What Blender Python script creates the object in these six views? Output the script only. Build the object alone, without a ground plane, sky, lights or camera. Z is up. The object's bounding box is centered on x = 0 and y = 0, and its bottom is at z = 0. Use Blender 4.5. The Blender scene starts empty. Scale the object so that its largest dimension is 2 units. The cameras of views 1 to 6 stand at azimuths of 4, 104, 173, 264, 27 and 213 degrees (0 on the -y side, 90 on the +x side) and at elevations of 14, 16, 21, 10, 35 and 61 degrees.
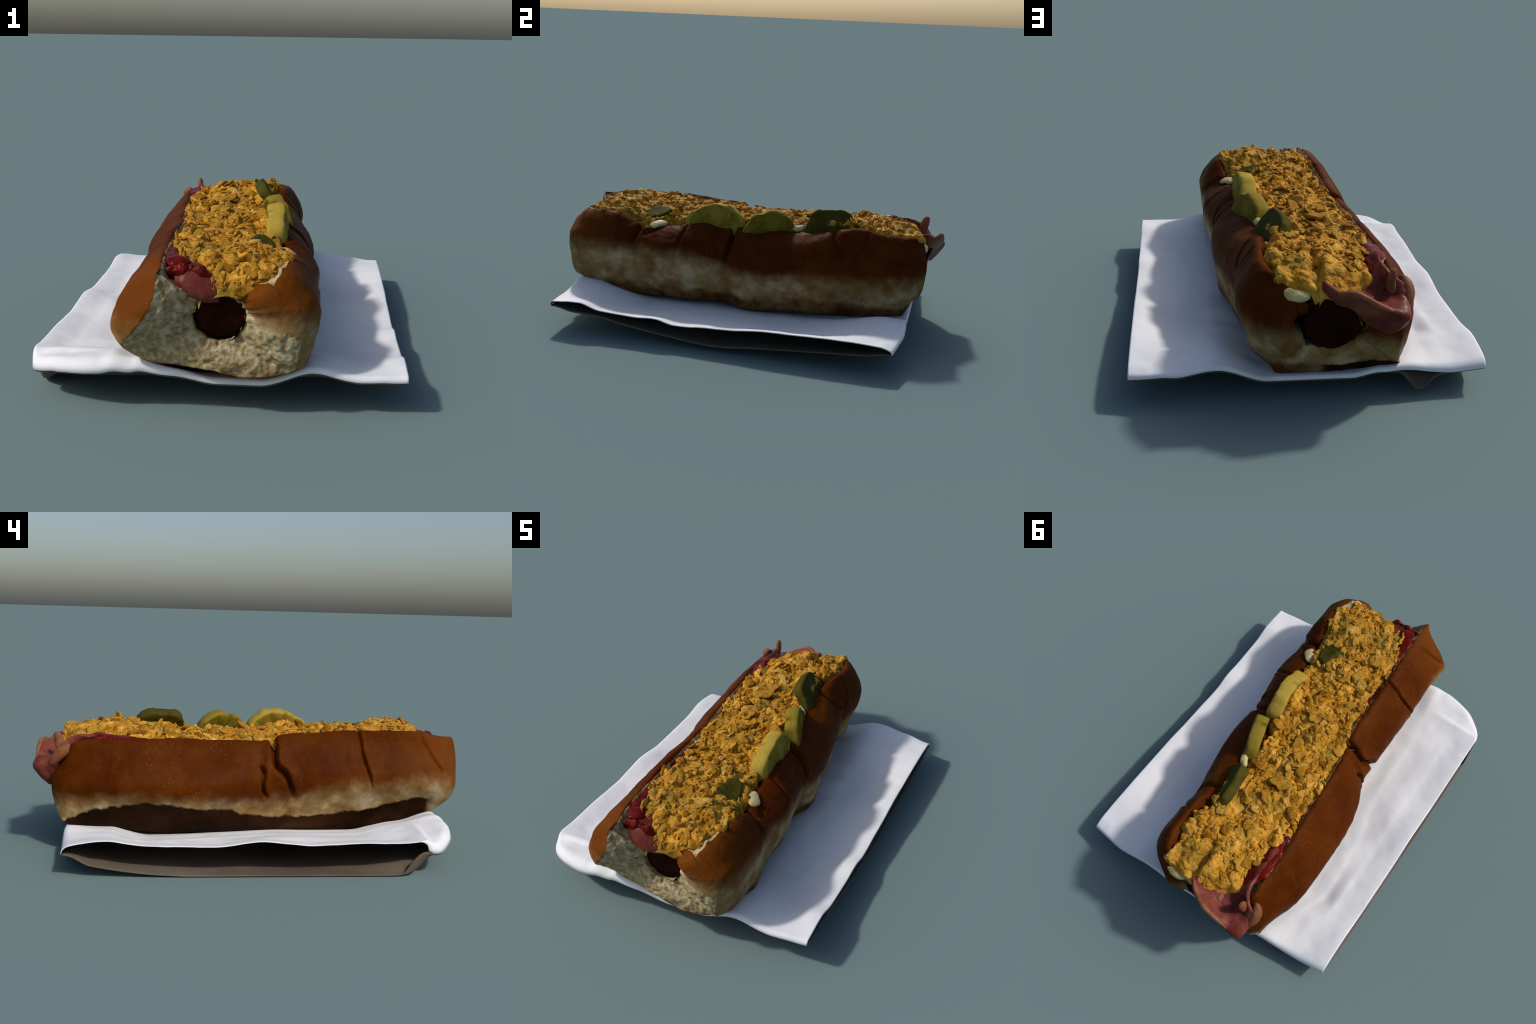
"""Hot dog in a split bun with crispy topping, pickles, ham and ketchup, lying on a folded paper napkin."""
import bpy, math
import numpy as np

rng = np.random.default_rng(11)

# ------------------------------------------------------------------ helpers
def curve1(pts):
    """Smooth monotone (PCHIP) interpolation through (position, value) pairs."""
    pts = np.array(pts, float)
    X, Y = pts[:, 0], pts[:, 1]
    h = np.diff(X); d = np.diff(Y) / h
    m = np.zeros_like(Y)
    m[0], m[-1] = d[0], d[-1]
    for i in range(1, len(X) - 1):
        if d[i - 1] * d[i] > 0:
            w1, w2 = 2 * h[i] + h[i - 1], h[i] + 2 * h[i - 1]
            m[i] = (w1 + w2) / (w1 / d[i - 1] + w2 / d[i])
    def f(x):
        x = np.clip(np.asarray(x, float), X[0], X[-1])
        i = np.clip(np.searchsorted(X, x) - 1, 0, len(h) - 1)
        t = (x - X[i]) / h[i]
        return ((1 + 2 * t) * (1 - t) ** 2 * Y[i] + t * (1 - t) ** 2 * h[i] * m[i]
                + t * t * (3 - 2 * t) * Y[i + 1] + t * t * (t - 1) * h[i] * m[i + 1])
    return f

def sstep(a, b, x):
    t = np.clip((np.asarray(x, float) - a) / (b - a), 0, 1)
    return t * t * (3 - 2 * t)

def _hash(ix, iy, iz, seed):
    n = (ix.astype(np.int64) * 374761393 + iy.astype(np.int64) * 668265263
         + iz.astype(np.int64) * 2147483647 + seed * 1274126177) & 0xFFFFFFFF
    n = ((n ^ (n >> 13)) * 1274126177) & 0xFFFFFFFF
    n = ((n ^ (n >> 16)) * 2246822519) & 0xFFFFFFFF
    return ((n ^ (n >> 15)) & 0xFFFFFF) / float(0xFFFFFF)

def vnoise(p, seed=0):
    """Value noise in -1..1 at points p (n,3)."""
    p = np.asarray(p, float); i = np.floor(p).astype(np.int64); f = p - i
    f = f * f * f * (f * (f * 6 - 15) + 10)
    out = np.zeros(len(p))
    for dx in (0, 1):
        for dy in (0, 1):
            for dz in (0, 1):
                w = ((f[:, 0] if dx else 1 - f[:, 0]) * (f[:, 1] if dy else 1 - f[:, 1])
                     * (f[:, 2] if dz else 1 - f[:, 2]))
                out += w * _hash(i[:, 0] + dx, i[:, 1] + dy, i[:, 2] + dz, seed)
    return out * 2 - 1

def fbm(p, oct=3, seed=0):
    a, s, o = 1.0, 0.0, np.zeros(len(p)); q = np.array(p, float)
    for k in range(oct):
        o += a * vnoise(q, seed + k); s += a; a *= .5; q = q * 2.03 + 7.1
    return o / s

def worley(p, seed=0):
    """First and second nearest feature distance and a random id of the nearest cell."""
    p = np.asarray(p, float); i = np.floor(p).astype(np.int64)
    f1 = np.full(len(p), 9.0); f2 = np.full(len(p), 9.0); cid = np.zeros(len(p))
    for dx in (-1, 0, 1):
        for dy in (-1, 0, 1):
            for dz in (-1, 0, 1):
                c = i + np.array([dx, dy, dz])
                q = np.stack([_hash(c[:, 0], c[:, 1], c[:, 2], seed + k) for k in range(3)], 1) + c
                d = np.linalg.norm(q - p, axis=1)
                near = d < f1
                f2 = np.where(near, f1, np.minimum(f2, d))
                cid = np.where(near, _hash(c[:, 0], c[:, 1], c[:, 2], seed + 9), cid)
                f1 = np.where(near, d, f1)
    return f1, f2, cid

def catmull(P, t):
    """Open Catmull-Rom through P (n,k) at t in 0..1."""
    P = np.asarray(P, float); n = len(P) - 1
    x = np.clip(np.asarray(t, float), 0, 1) * n
    i = np.clip(np.floor(x).astype(int), 0, n - 1); u = (x - i)[:, None]
    a = P[np.maximum(i - 1, 0)]; b = P[i]; c = P[i + 1]; d = P[np.minimum(i + 2, n)]
    return .5 * (2 * b + (c - a) * u + (2 * a - 5 * b + 4 * c - d) * u ** 2 + (3 * b - a - 3 * c + d) * u ** 3)

def grid_faces(nu, nv, wrap_v=False):
    f = []
    nvv = nv if wrap_v else nv - 1
    for i in range(nu - 1):
        for j in range(nvv):
            k = (j + 1) % nv
            f.append((i * nv + j, i * nv + k, (i + 1) * nv + k, (i + 1) * nv + j))
    return f

def grid_normals(G, wrap_v=False):
    du = np.gradient(G, axis=0)
    dv = (np.roll(G, -1, 1) - np.roll(G, 1, 1)) if wrap_v else np.gradient(G, axis=1)
    n = np.cross(du, dv); n /= np.linalg.norm(n, axis=2, keepdims=True) + 1e-12
    return n

def make_mesh(name, verts, faces, mats, smooth=True, face_mat=None):
    me = bpy.data.meshes.new(name)
    me.from_pydata(np.asarray(verts, float).tolist(), [], [tuple(int(i) for i in f) for f in faces])
    for m in (mats if isinstance(mats, (list, tuple)) else [mats]):
        me.materials.append(m)
    if face_mat is not None:
        me.polygons.foreach_set("material_index", np.asarray(face_mat, np.int32))
    me.polygons.foreach_set("use_smooth", np.full(len(me.polygons), smooth, bool))
    me.update()
    return me

def add(name, me, parent=None):
    o = bpy.data.objects.new(name, me)
    bpy.context.scene.collection.objects.link(o)
    if parent is not None:
        o.parent = parent
    return o

def thick_sheet(G, thickness, rounded=True):
    """Closed sheet from a grid of points G (nu,nv,3) with rounded border, thickness along the normal."""
    N = grid_normals(G); nu, nv = G.shape[:2]
    if rounded:
        iu = np.minimum(np.arange(nu), np.arange(nu)[::-1])[:, None] / 3.0
        iv = np.minimum(np.arange(nv), np.arange(nv)[::-1])[None, :] / 3.0
        r = np.minimum(np.minimum(iu, iv), 1.0); prof = np.sqrt(np.clip(1 - (1 - r) ** 2, 0.05, 1))
    else:
        prof = np.ones((nu, nv))
    off = (thickness * .5 * prof)[..., None]
    A = (G + N * off).reshape(-1, 3); B = (G - N * off).reshape(-1, 3)
    F = grid_faces(nu, nv); n = nu * nv
    faces = list(F) + [tuple(x + n for x in f[::-1]) for f in F]
    border = ([i * nv for i in range(nu)] + [(nu - 1) * nv + j for j in range(1, nv)]
              + [i * nv + nv - 1 for i in range(nu - 2, -1, -1)] + [j for j in range(nv - 2, 0, -1)])
    for a, b in zip(border, border[1:] + border[:1]):
        faces.append((a, b, b + n, a + n))
    return np.vstack([A, B]), faces, len(F)

# ------------------------------------------------------------------ node materials
class Nodes:
    def __init__(self, name):
        self.mat = bpy.data.materials.new(name); self.mat.use_nodes = True
        self.t = self.mat.node_tree; self.t.nodes.clear()
        self.out = self.n("ShaderNodeOutputMaterial")
        self.bsdf = self.n("ShaderNodeBsdfPrincipled")
        self.t.links.new(self.bsdf.outputs[0], self.out.inputs[0])
        tc = self.n("ShaderNodeTexCoord"); self.obj = tc.outputs["Object"]
        sp = self.n("ShaderNodeSeparateXYZ"); self.link(self.obj, sp.inputs[0])
        self.x, self.y, self.z = sp.outputs
    def n(self, kind, **kw):
        nd = self.t.nodes.new(kind)
        for k, v in kw.items():
            setattr(nd, k, v)
        return nd
    def link(self, a, b):
        if hasattr(a, "is_output"):
            self.t.links.new(a, b)
        else:
            b.default_value = a
    def math(self, op, a, b=0.0, c=None, clamp=False):
        m = self.n("ShaderNodeMath", operation=op, use_clamp=clamp)
        self.link(a, m.inputs[0]); self.link(b, m.inputs[1])
        if c is not None:
            self.link(c, m.inputs[2])
        return m.outputs[0]
    def noise(self, scale, detail=3, rough=.55, stretch=None, w=None):
        nd = self.n("ShaderNodeTexNoise"); nd.inputs["Scale"].default_value = scale
        nd.inputs["Detail"].default_value = detail; nd.inputs["Roughness"].default_value = rough
        src = self.obj
        if stretch or w:
            mp = self.n("ShaderNodeMapping"); self.link(self.obj, mp.inputs[0])
            mp.inputs["Scale"].default_value = stretch or (1, 1, 1)
            mp.inputs["Location"].default_value = (w or 0, (w or 0) * .7, 0); src = mp.outputs[0]
        self.link(src, nd.inputs["Vector"])
        return nd.outputs["Fac"]
    def voronoi(self, scale, feature="F1", out="Distance", rand=1.0):
        nd = self.n("ShaderNodeTexVoronoi", feature=feature); nd.inputs["Scale"].default_value = scale
        nd.inputs["Randomness"].default_value = rand
        self.link(self.obj, nd.inputs["Vector"]); return nd.outputs[out]
    def ramp(self, fac, stops, interp="LINEAR"):
        r = self.n("ShaderNodeValToRGB"); r.color_ramp.interpolation = interp
        while len(r.color_ramp.elements) < len(stops):
            r.color_ramp.elements.new(.5)
        for e, (p, c) in zip(r.color_ramp.elements, stops):
            e.position = p; e.color = (*c, 1) if len(c) == 3 else c
        self.link(fac, r.inputs[0]); return r.outputs[0]
    def range(self, v, a, b, lo=0.0, hi=1.0, smooth=True):
        m = self.n("ShaderNodeMapRange", interpolation_type="SMOOTHSTEP" if smooth else "LINEAR")
        self.link(v, m.inputs["Value"])
        for k, q in (("From Min", a), ("From Max", b), ("To Min", lo), ("To Max", hi)):
            self.link(q, m.inputs[k])
        return m.outputs[0]
    def mix(self, fac, a, b, blend="MIX"):
        m = self.n("ShaderNodeMix", data_type="RGBA", blend_type=blend)
        self.link(fac, m.inputs[0])
        for s, i in ((a, 6), (b, 7)):
            if isinstance(s, tuple):
                m.inputs[i].default_value = (*s, 1)
            else:
                self.link(s, m.inputs[i])
        return m.outputs[2]
    def along_y(self, pts):
        """Smooth value curve over y from -1 to 1, given (y, value) pairs with values in 0..1."""
        fc = self.n("ShaderNodeFloatCurve"); c = fc.mapping.curves[0]
        q = [((y + 1) / 2, v) for y, v in pts]
        while len(c.points) < len(q):
            c.points.new(.5, .5)
        for p, (a, b) in zip(c.points, q):
            p.location = (a, b)
        fc.mapping.update()
        self.link(self.math("MULTIPLY_ADD", self.y, .5, .5), fc.inputs["Value"])
        return fc.outputs[0]
    def bump(self, h, dist=.01, strength=.5):
        b = self.n("ShaderNodeBump"); b.inputs["Distance"].default_value = dist
        b.inputs["Strength"].default_value = strength; self.link(h, b.inputs["Height"])
        self.link(b.outputs[0], self.bsdf.inputs["Normal"])
    def finish(self, color, rough=.5, spec=.5, coat=0.0, sss=0.0):
        if isinstance(color, tuple):
            color = (*color, 1)
        self.link(color, self.bsdf.inputs["Base Color"]); self.link(rough, self.bsdf.inputs["Roughness"])
        self.bsdf.inputs["Specular IOR Level"].default_value = spec
        self.bsdf.inputs["Coat Weight"].default_value = coat
        if sss:
            self.bsdf.inputs["Subsurface Weight"].default_value = sss
            self.bsdf.inputs["Subsurface Radius"].default_value = (.02, .01, .005)
        return self.mat

def mat_crust():
    m = Nodes("baked_crust")
    big, mid, fine = m.noise(3.2, 3), m.noise(11, 4), m.noise(60, 3)
    brown = m.ramp(m.math("ADD", m.math("MULTIPLY", big, .6), m.math("MULTIPLY", mid, .4)),
                   [(.3, (.050, .0085, .0004)), (.5, (.080, .0165, .0008)), (.72, (.115, .030, .0020))])
    # lighter golden crust toward the bitten end
    gold = m.range(m.y, -.60, -.95)
    brown = m.mix(m.math("MULTIPLY", gold, .6), brown, (.18, .052, .006))
    # small blistered specks of the glossy crust
    sp = m.range(m.voronoi(75), .26, .10)
    spm = m.math("MULTIPLY", sp, m.range(m.voronoi(75, out="Color"), .45, .55))
    spm = m.math("MULTIPLY", spm, m.range(m.noise(5, 2, w=3.), .42, .58))
    brown = m.mix(m.math("MULTIPLY", spm, .75), brown, (.20, .085, .022))
    # under-baked pale band where neighbouring buns touched; its upper edge follows the side
    wob = m.math("MULTIPLY", m.math("SUBTRACT", m.noise(7, 4, w=1.), .5), .11)
    streak = m.math("MULTIPLY", m.math("SUBTRACT", m.noise(30, 3, stretch=(1, 1, .5)), .5), .035)
    hz = m.math("ADD", m.math("ADD", m.z, wob), streak)
    side = m.range(m.x, -.05, .05)
    lineR = m.along_y([(-1, .37), (-.65, .365), (-.43, .355), (-.2, .33), (-.07, .29), (.2, .285), (.5, .29), (.75, .30), (1, .30)])
    lineL = m.along_y([(-1, .315), (-.85, .33), (-.55, .31), (-.37, .295), (-.2, .25), (-.05, .235), (.1, .24), (.5, .255), (.8, .25), (1, .27)])
    line = m.math("ADD", m.math("MULTIPLY", side, lineR), m.math("MULTIPLY", m.math("SUBTRACT", 1., side), lineL))
    pale = m.range(m.math("SUBTRACT", hz, line), .065, -.05)
    pcol = m.ramp(m.noise(10, 5, .6), [(.32, (.18, .090, .024)), (.5, (.30, .190, .075)), (.68, (.45, .35, .20))])
    blot = m.math("MULTIPLY", m.range(m.noise(6, 4, .6, w=8.), .48, .66), .6)
    pcol = m.mix(blot, pcol, (.17, .088, .022))
    col = m.mix(pale, brown, pcol)
    # toasted foot
    foot = m.range(m.math("SUBTRACT", hz, .175), .012, -.03)
    fcol = m.ramp(m.noise(9, 4, w=2.), [(.40, (.085, .030, .005)), (.64, (.22, .13, .05))])
    col = m.mix(m.math("MULTIPLY", foot, side), col, fcol)
    # shade of the left undercut painted into the colour, with a sharp ragged border
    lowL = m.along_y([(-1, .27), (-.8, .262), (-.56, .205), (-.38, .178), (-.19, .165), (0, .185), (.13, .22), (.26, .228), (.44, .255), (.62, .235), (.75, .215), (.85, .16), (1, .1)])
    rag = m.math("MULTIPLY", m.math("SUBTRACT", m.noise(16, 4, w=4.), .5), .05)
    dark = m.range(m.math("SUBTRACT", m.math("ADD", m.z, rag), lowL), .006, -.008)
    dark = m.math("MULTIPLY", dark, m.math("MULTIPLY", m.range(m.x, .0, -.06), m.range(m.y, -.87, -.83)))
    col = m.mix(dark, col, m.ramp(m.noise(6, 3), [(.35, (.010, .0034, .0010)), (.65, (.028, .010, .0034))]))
    h = m.math("ADD", m.math("MULTIPLY", fine, .35), m.math("MULTIPLY", m.noise(22, 4), .65))
    m.bump(h, .006, .5)
    return m.finish(col, .5, .03)

def mat_crumb():
    m = Nodes("bread_crumb")
    n = m.noise(26, 5, .65); v = m.voronoi(48)
    col = m.ramp(m.math("ADD", m.math("MULTIPLY", n, .75), m.math("MULTIPLY", v, .35)),
                 [(.3, (.20, .130, .052)), (.52, (.33, .248, .120)), (.70, (.50, .42, .26))])
    toast = m.range(m.math("ADD", m.z, m.math("MULTIPLY", m.math("SUBTRACT", m.noise(12, 3), .5), .12)), .205, .165)
    col = m.mix(m.math("MULTIPLY", toast, .55), col, (.22, .105, .03))
    stain = m.range(m.noise(13, 3, w=5.), .62, .72)
    col = m.mix(m.math("MULTIPLY", stain, .5), col, (.32, .19, .035))
    m.bump(m.math("ADD", n, m.math("MULTIPLY", v, .4)), .010, .6)
    return m.finish(col, .85, .2)

def mat_topping(name, tint=0.0, per_object=False):
    m = Nodes(name)
    n = m.noise(9, 4); f = m.noise(45, 4, .6)
    fac = m.math("ADD", m.math("MULTIPLY", n, .5), m.math("MULTIPLY", f, .5))
    if per_object:
        oi = m.n("ShaderNodeObjectInfo")
        fac = m.math("ADD", fac, m.math("MULTIPLY", m.math("SUBTRACT", oi.outputs["Random"], .5), .28))
    col = m.ramp(fac, [(.33, (.15, .052, .003)), (.43, (.40, .178, .013)), (.55, (.60, .305, .036)), (.70, (.74, .465, .11))])
    olive = m.math("MULTIPLY", m.range(m.noise(5, 3, w=6.), .52, .66), .6)
    col = m.mix(olive, col, (.20, .145, .022))
    if tint:
        col = m.mix(tint, col, (.25, .10, .012))
    m.bump(f, .006, .6)
    return m.finish(col, .55, .05)

def mat_simple(name, stops, scale=12, rough=.4, spec=.5, coat=0., sss=0., bump=.25, stretch=None, bscale=40):
    m = Nodes(name)
    col = m.ramp(m.noise(scale, 4, stretch=stretch), stops)
    m.bump(m.noise(bscale, 3), .005, bump)
    return m.finish(col, rough, spec, coat, sss)

def mat_pickle(name, skin, flesh, hilite, rx=.155, ry=.128):
    """Slice: mottled cut face and a rim of its own colour (mesh lies in its local xy plane)."""
    m = Nodes(name)
    u, v = m.math("DIVIDE", m.x, rx), m.math("DIVIDE", m.y, ry)
    r = m.math("SQRT", m.math("ADD", m.math("MULTIPLY", u, u), m.math("MULTIPLY", v, v)))
    f = m.ramp(m.noise(16, 4), [(.35, flesh), (.65, hilite)])
    rim = m.range(m.math("ADD", r, m.math("MULTIPLY", m.math("SUBTRACT", m.noise(26, 3), .5), .16)), .90, .98)
    sk = m.mix(m.math("MULTIPLY", m.noise(30, 3), .5), skin, hilite)
    m.bump(m.noise(28, 3), .008, .4)
    return m.finish(m.mix(m.math("MULTIPLY", rim, .85), f, sk), .6, .03)

def mat_paper():
    m = Nodes("white_paper")
    col = m.ramp(m.noise(3, 3), [(.35, (.76, .76, .78)), (.65, (.84, .84, .85))])
    # faint brownish blotches beside the bun foot
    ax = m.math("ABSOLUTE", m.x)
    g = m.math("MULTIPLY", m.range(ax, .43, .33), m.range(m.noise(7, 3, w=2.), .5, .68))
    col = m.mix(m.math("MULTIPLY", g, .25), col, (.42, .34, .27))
    m.bump(m.noise(9, 4), .01, .12)
    return m.finish(col, .65, .3)

def mat_backing():
    m = Nodes("brown_backing_paper")
    col = m.ramp(m.noise(2.2, 3), [(.35, (.105, .078, .055)), (.65, (.155, .13, .10))])
    return m.finish(col, .8, .15)

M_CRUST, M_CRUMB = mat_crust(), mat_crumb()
M_TOP = mat_topping("crispy_topping"); M_FLAKE = mat_topping("crispy_flake", per_object=True)
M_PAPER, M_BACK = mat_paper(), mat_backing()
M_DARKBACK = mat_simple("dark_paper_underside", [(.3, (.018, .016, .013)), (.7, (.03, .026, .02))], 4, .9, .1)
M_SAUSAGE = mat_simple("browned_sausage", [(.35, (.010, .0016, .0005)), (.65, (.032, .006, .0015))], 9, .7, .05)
M_HAM = mat_simple("pink_ham", [(.32, (.095, .014, .009)), (.5, (.16, .033, .024)), (.7, (.22, .065, .038))], 11, .4, .12, .0, .0)
M_HAMCURL = mat_simple("tan_ham_rim", [(.35, (.18, .058, .022)), (.65, (.28, .115, .058))], 16, .45, .1, .0, .0)
M_KETCHUP = mat_simple("red_ketchup", [(.3, (.055, .0020, .0008)), (.6, (.14, .0055, .0020)), (.75, (.20, .030, .005))], 18, .28, .12, .0, .0)
M_MAYO = mat_simple("cream_mayonnaise", [(.35, (.48, .36, .13)), (.65, (.62, .52, .27))], 14, .4, .12, .0, .0)
M_PICK_YELLOW = mat_pickle("yellow_pickle", (.46, .315, .050), (.125, .088, .006), (.29, .212, .035))
M_PICK_OLIVE = mat_pickle("olive_pickle", (.27, .195, .026), (.085, .062, .004), (.19, .140, .018))
M_PICK_GREEN = mat_pickle("green_pickle", (.075, .062, .008), (.036, .033, .005), (.075, .063, .009))

# ------------------------------------------------------------------ things
hot_dog = add("hot_dog", None)
hot_dog["label"] = "bitten hot dog bun with crispy topping, pickles and ham"
hot_dog["category"] = "hot dog"
hot_dog.empty_display_size = .1
hot_dog.location = (0, 0, 0)
napkin = add("paper_napkin", None)
napkin["label"] = "folded white paper napkin with brown backing, open at sides"
napkin["category"] = "paper napkin"
napkin.empty_display_size = .1

# ------------------------------------------------------------------ bun
xR = curve1([(-1.0, .27), (-.96, .315), (-.92, .35), (-.85, .378), (-.68, .382), (-.56, .364), (-.37, .375), (-.15, .343), (-.065, .333),
             (.02, .352), (.27, .332), (.4, .312), (.55, .278), (.64, .286), (.76, .295), (.82, .282), (.87, .245), (.91, .19), (.95, .13)])
xL = curve1([(-1.0, -.225), (-.975, -.28), (-.945, -.33), (-.915, -.352), (-.87, -.352), (-.78, -.345), (-.54, -.348), (-.3, -.35), (-.14, -.343), (-.05, -.352),
             (.05, -.395), (.2, -.425), (.43, -.440), (.6, -.438), (.8, -.39), (.87, -.365), (.92, -.325), (1.0, -.27)])
lipRx = curve1([(-1.0, .17), (-.95, .21), (-.88, .25), (-.7, .285), (-.53, .27), (-.35, .25), (-.1, .235), (.1, .20), (.3, .18), (.5, .185),
                (.6, .2), (.75, .205), (.84, .18), (.89, .14), (.95, .09)])
lipRz = curve1([(-.99, .43), (-.93, .495), (-.88, .53), (-.7, .543), (-.62, .515), (-.56, .49), (-.5, .48), (-.36, .49), (-.2, .525),
                (-.09, .503), (0., .508), (.29, .516), (.45, .528), (.59, .562), (.72, .552), (.86, .53), (.92, .505), (.98, .44)])
lipLx = curve1([(-1.0, -.168), (-.95, -.175), (-.87, -.188), (-.68, -.195), (-.45, -.205), (-.2, -.215), (0., -.245), (.28, -.268), (.48, -.283),
                (.66, -.29), (.8, -.288), (.93, -.25)])
lipLz = curve1([(-1.0, .538), (-.95, .545), (-.88, .553), (-.83, .564), (-.6, .570), (-.4, .564), (-.245, .551), (-.14, .54), (-.1, .515),
                (0., .52), (.2, .525), (.5, .528), (.69, .530), (.82, .505), (.86, .455), (.93, .40)])
lowLz = curve1([(-.9, .275), (-.8, .255), (-.56, .225), (-.38, .200), (-.19, .19), (0., .21), (.13, .24), (.26, .25), (.44, .265), (.77, .225), (.9, .22)])
footLx = curve1([(-.9, -.25), (-.78, -.25), (-.6, -.25), (-.2, -.265), (.3, -.30), (.6, -.31), (.75, -.315), (.88, -.32)])

shoLx = curve1([(-1.0, -.185), (-.965, -.215), (-.93, -.27), (-.9, -.298), (-.7, -.298), (-.5, -.288), (-.3, -.285), (-.1, -.290), (.1, -.315), (.3, -.340), (.5, -.352), (.7, -.352), (.85, -.33), (.95, -.28)])
shoLz = curve1([(-1.0, .47), (-.7, .474), (-.5, .485), (-.3, .487), (-.1, .468), (.1, .470), (.3, .466), (.5, .467), (.7, .464), (.83, .44), (.88, .41), (.95, .38)])
base_z = curve1([(-.95, .125), (-.8, .105), (-.5, .075), (-.2, .075), (.3, .068), (.55, .072), (.75, .10), (.95, .12)])

def section(y):
    """16 control points (x, z) of the bun's cross-section at every entry of y, anticlockwise from the trough."""
    xr, xl = xR(y), xL(y); rx, rz, lx, lz = lipRx(y), lipRz(y), lipLx(y), lipLz(y)
    zr, zl = .375 + 0 * y, .335 + 0 * y
    low = lowLz(y) - .03 + .010 * np.sin(13 * y) + .006 * np.sin(31 * y + 2); fx = footLx(y); one = 1 + 0 * y
    tz = np.minimum(rz, lz) - .06
    zb = base_z(y)
    wav = .011 * np.sin(8.3 * y + 1.1) + .007 * np.sin(19 * y + .4)
    fr = xr - .078 - .04 * sstep(.68, .85, y) + 1.3 * wav
    up = sstep(-.72, -.92, y)
    return [(.03 * one, tz), (rx - .07, np.minimum(rz - .035, tz + .03)), (rx, rz), (rx + .64 * (xr - rx), zr + .64 * (rz - zr)), (xr, zr),
            (xr - .03 - .035 * sstep(.3, .75, y) + .7 * wav, .215 * one + .5 * wav), (fr, zb + .03 + .02 * up + .04 * sstep(.45, .7, y)), (.14 * one, zb + .03 * up), (.02 * one, zb + .045 * up), (-.1 * one, zb + .06 * up),
            (fx, zb + .02 + .055 * up), (xl + .035 + .05 * sstep(.0, -.25, y) * sstep(-.9, -.7, y), low), (xl, zl), (shoLx(y), shoLz(y)), (lx, lz),
            (lx + .06, np.minimum(lz - .05, tz + .03))]

front_y = [-.89, -.90, -.935, -.955, -.945, -.942, -.915, -.93, -.92, -.90, -.885, -.925, -.985, -1.0, -.972, -.935]
back_y = [.87, .895, .905, .93, .945, .918, .845, .84, .84, .835, .83, .885, .92, .92, .90, .88]
PER, K = 20, 16
NR = PER * K
kk = np.arange(NR) // PER; uu = (np.arange(NR) % PER) / PER

def ring_mix(vals):
    """Closed Catmull-Rom of 16 control values (each array (..., NR) or scalar) along the ring."""
    V = [np.broadcast_to(np.asarray(v, float), BODY_SHAPE) for v in vals]
    V = np.stack(V, 0)
    j = np.arange(NR)
    a, b, c, d = (np.take_along_axis(V, np.broadcast_to(((kk + s) % K)[None, None, :], (1,) + V.shape[1:]), 0)[0] for s in (-1, 0, 1, 2))
    u = uu[None, :]
    return .5 * (2 * b + (c - a) * u + (2 * a - 5 * b + 4 * c - d) * u ** 2 + (3 * b - a - 3 * c + d) * u ** 3)

T = 340
BODY_SHAPE = (1, NR)
yf = ring_mix([np.float64(v) for v in front_y])[0]; yb = ring_mix([np.float64(v) for v in back_y])[0]
BODY_SHAPE = (T, NR)
tt = np.linspace(0, 1, T)[:, None]
Yb = yf[None, :] * (1 - tt) + yb[None, :] * tt
S = section(Yb)
X = ring_mix([s[0] for s in S]); Z = ring_mix([s[1] for s in S])
body = np.stack([X, Yb, Z], 2)

def cap(outer, hole_c, hole_r, y_hole, y_deep, bulge, sgn, seed, rag=.13, rings=44):
    """Rings from the deep end of the sausage tunnel out to the bun's end edge."""
    cx, cz = hole_c
    ang = np.unwrap(np.arctan2(outer[:, 2] - cz, outer[:, 0] - cx))
    nz = fbm(np.stack([np.cos(ang) * 3.2, np.sin(ang) * 3.2, 0 * ang + seed], 1), 3, seed)
    rr = 1 + rag * nz
    hole = np.stack([cx + hole_r[0] * rr * np.cos(ang), y_hole + .012 * nz, cz + hole_r[1] * rr * np.sin(ang)], 1)
    out = []
    for q in np.linspace(0, 1, 12)[:-1]:
        g = hole.copy(); g[:, 1] = y_deep + (hole[:, 1] - y_deep) * q
        k = 1 + .05 * (1 - q); g[:, 0] = cx + (g[:, 0] - cx) * k; g[:, 2] = cz + (g[:, 2] - cz) * k
        out.append(g)
    for q in np.linspace(0, 1, rings)[:-1]:
        g = hole * (1 - q) + outer * q
        g[:, 1] += sgn * bulge * np.sin(math.pi * q) ** .8
        out.append(g)
    return np.array(out)

# bulge of the end faces: the right of the bitten end is a rounded crust shoulder, the left is hollow
xo, zo = body[0, :, 0], body[0, :, 2]
bul_f = .012 + .028 * sstep(.08, .22, xo) * sstep(.2, .3, zo) - .004 * sstep(-.1, -.25, xo) * sstep(.25, .35, zo)
front = cap(body[0], (.028, .362), (.092, .088), -.905, -.80, bul_f, -1, 3)
bul_b = .012 + 0 * xo
backc = cap(body[-1], (-.055, .352), (.130, .104), .895, .80, bul_b, 1, 5, .26)[::-1]
G = np.concatenate([front, body, backc], 0)
nF, nB = len(front), len(backc)
nrm = -grid_normals(G, True)
cen = np.array([0, 0, .33])
flip = np.sign(np.sum(nrm[nF + T // 2] * (G[nF + T // 2] - cen), axis=1).sum())
nrm *= flip
P = G.reshape(-1, 3); Nn = nrm.reshape(-1, 3)
row = np.repeat(np.arange(len(G)), NR)
is_body = (row >= nF) & (row < nF + T); is_front = row < nF
ringpos = np.tile(kk + uu, len(G))
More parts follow.
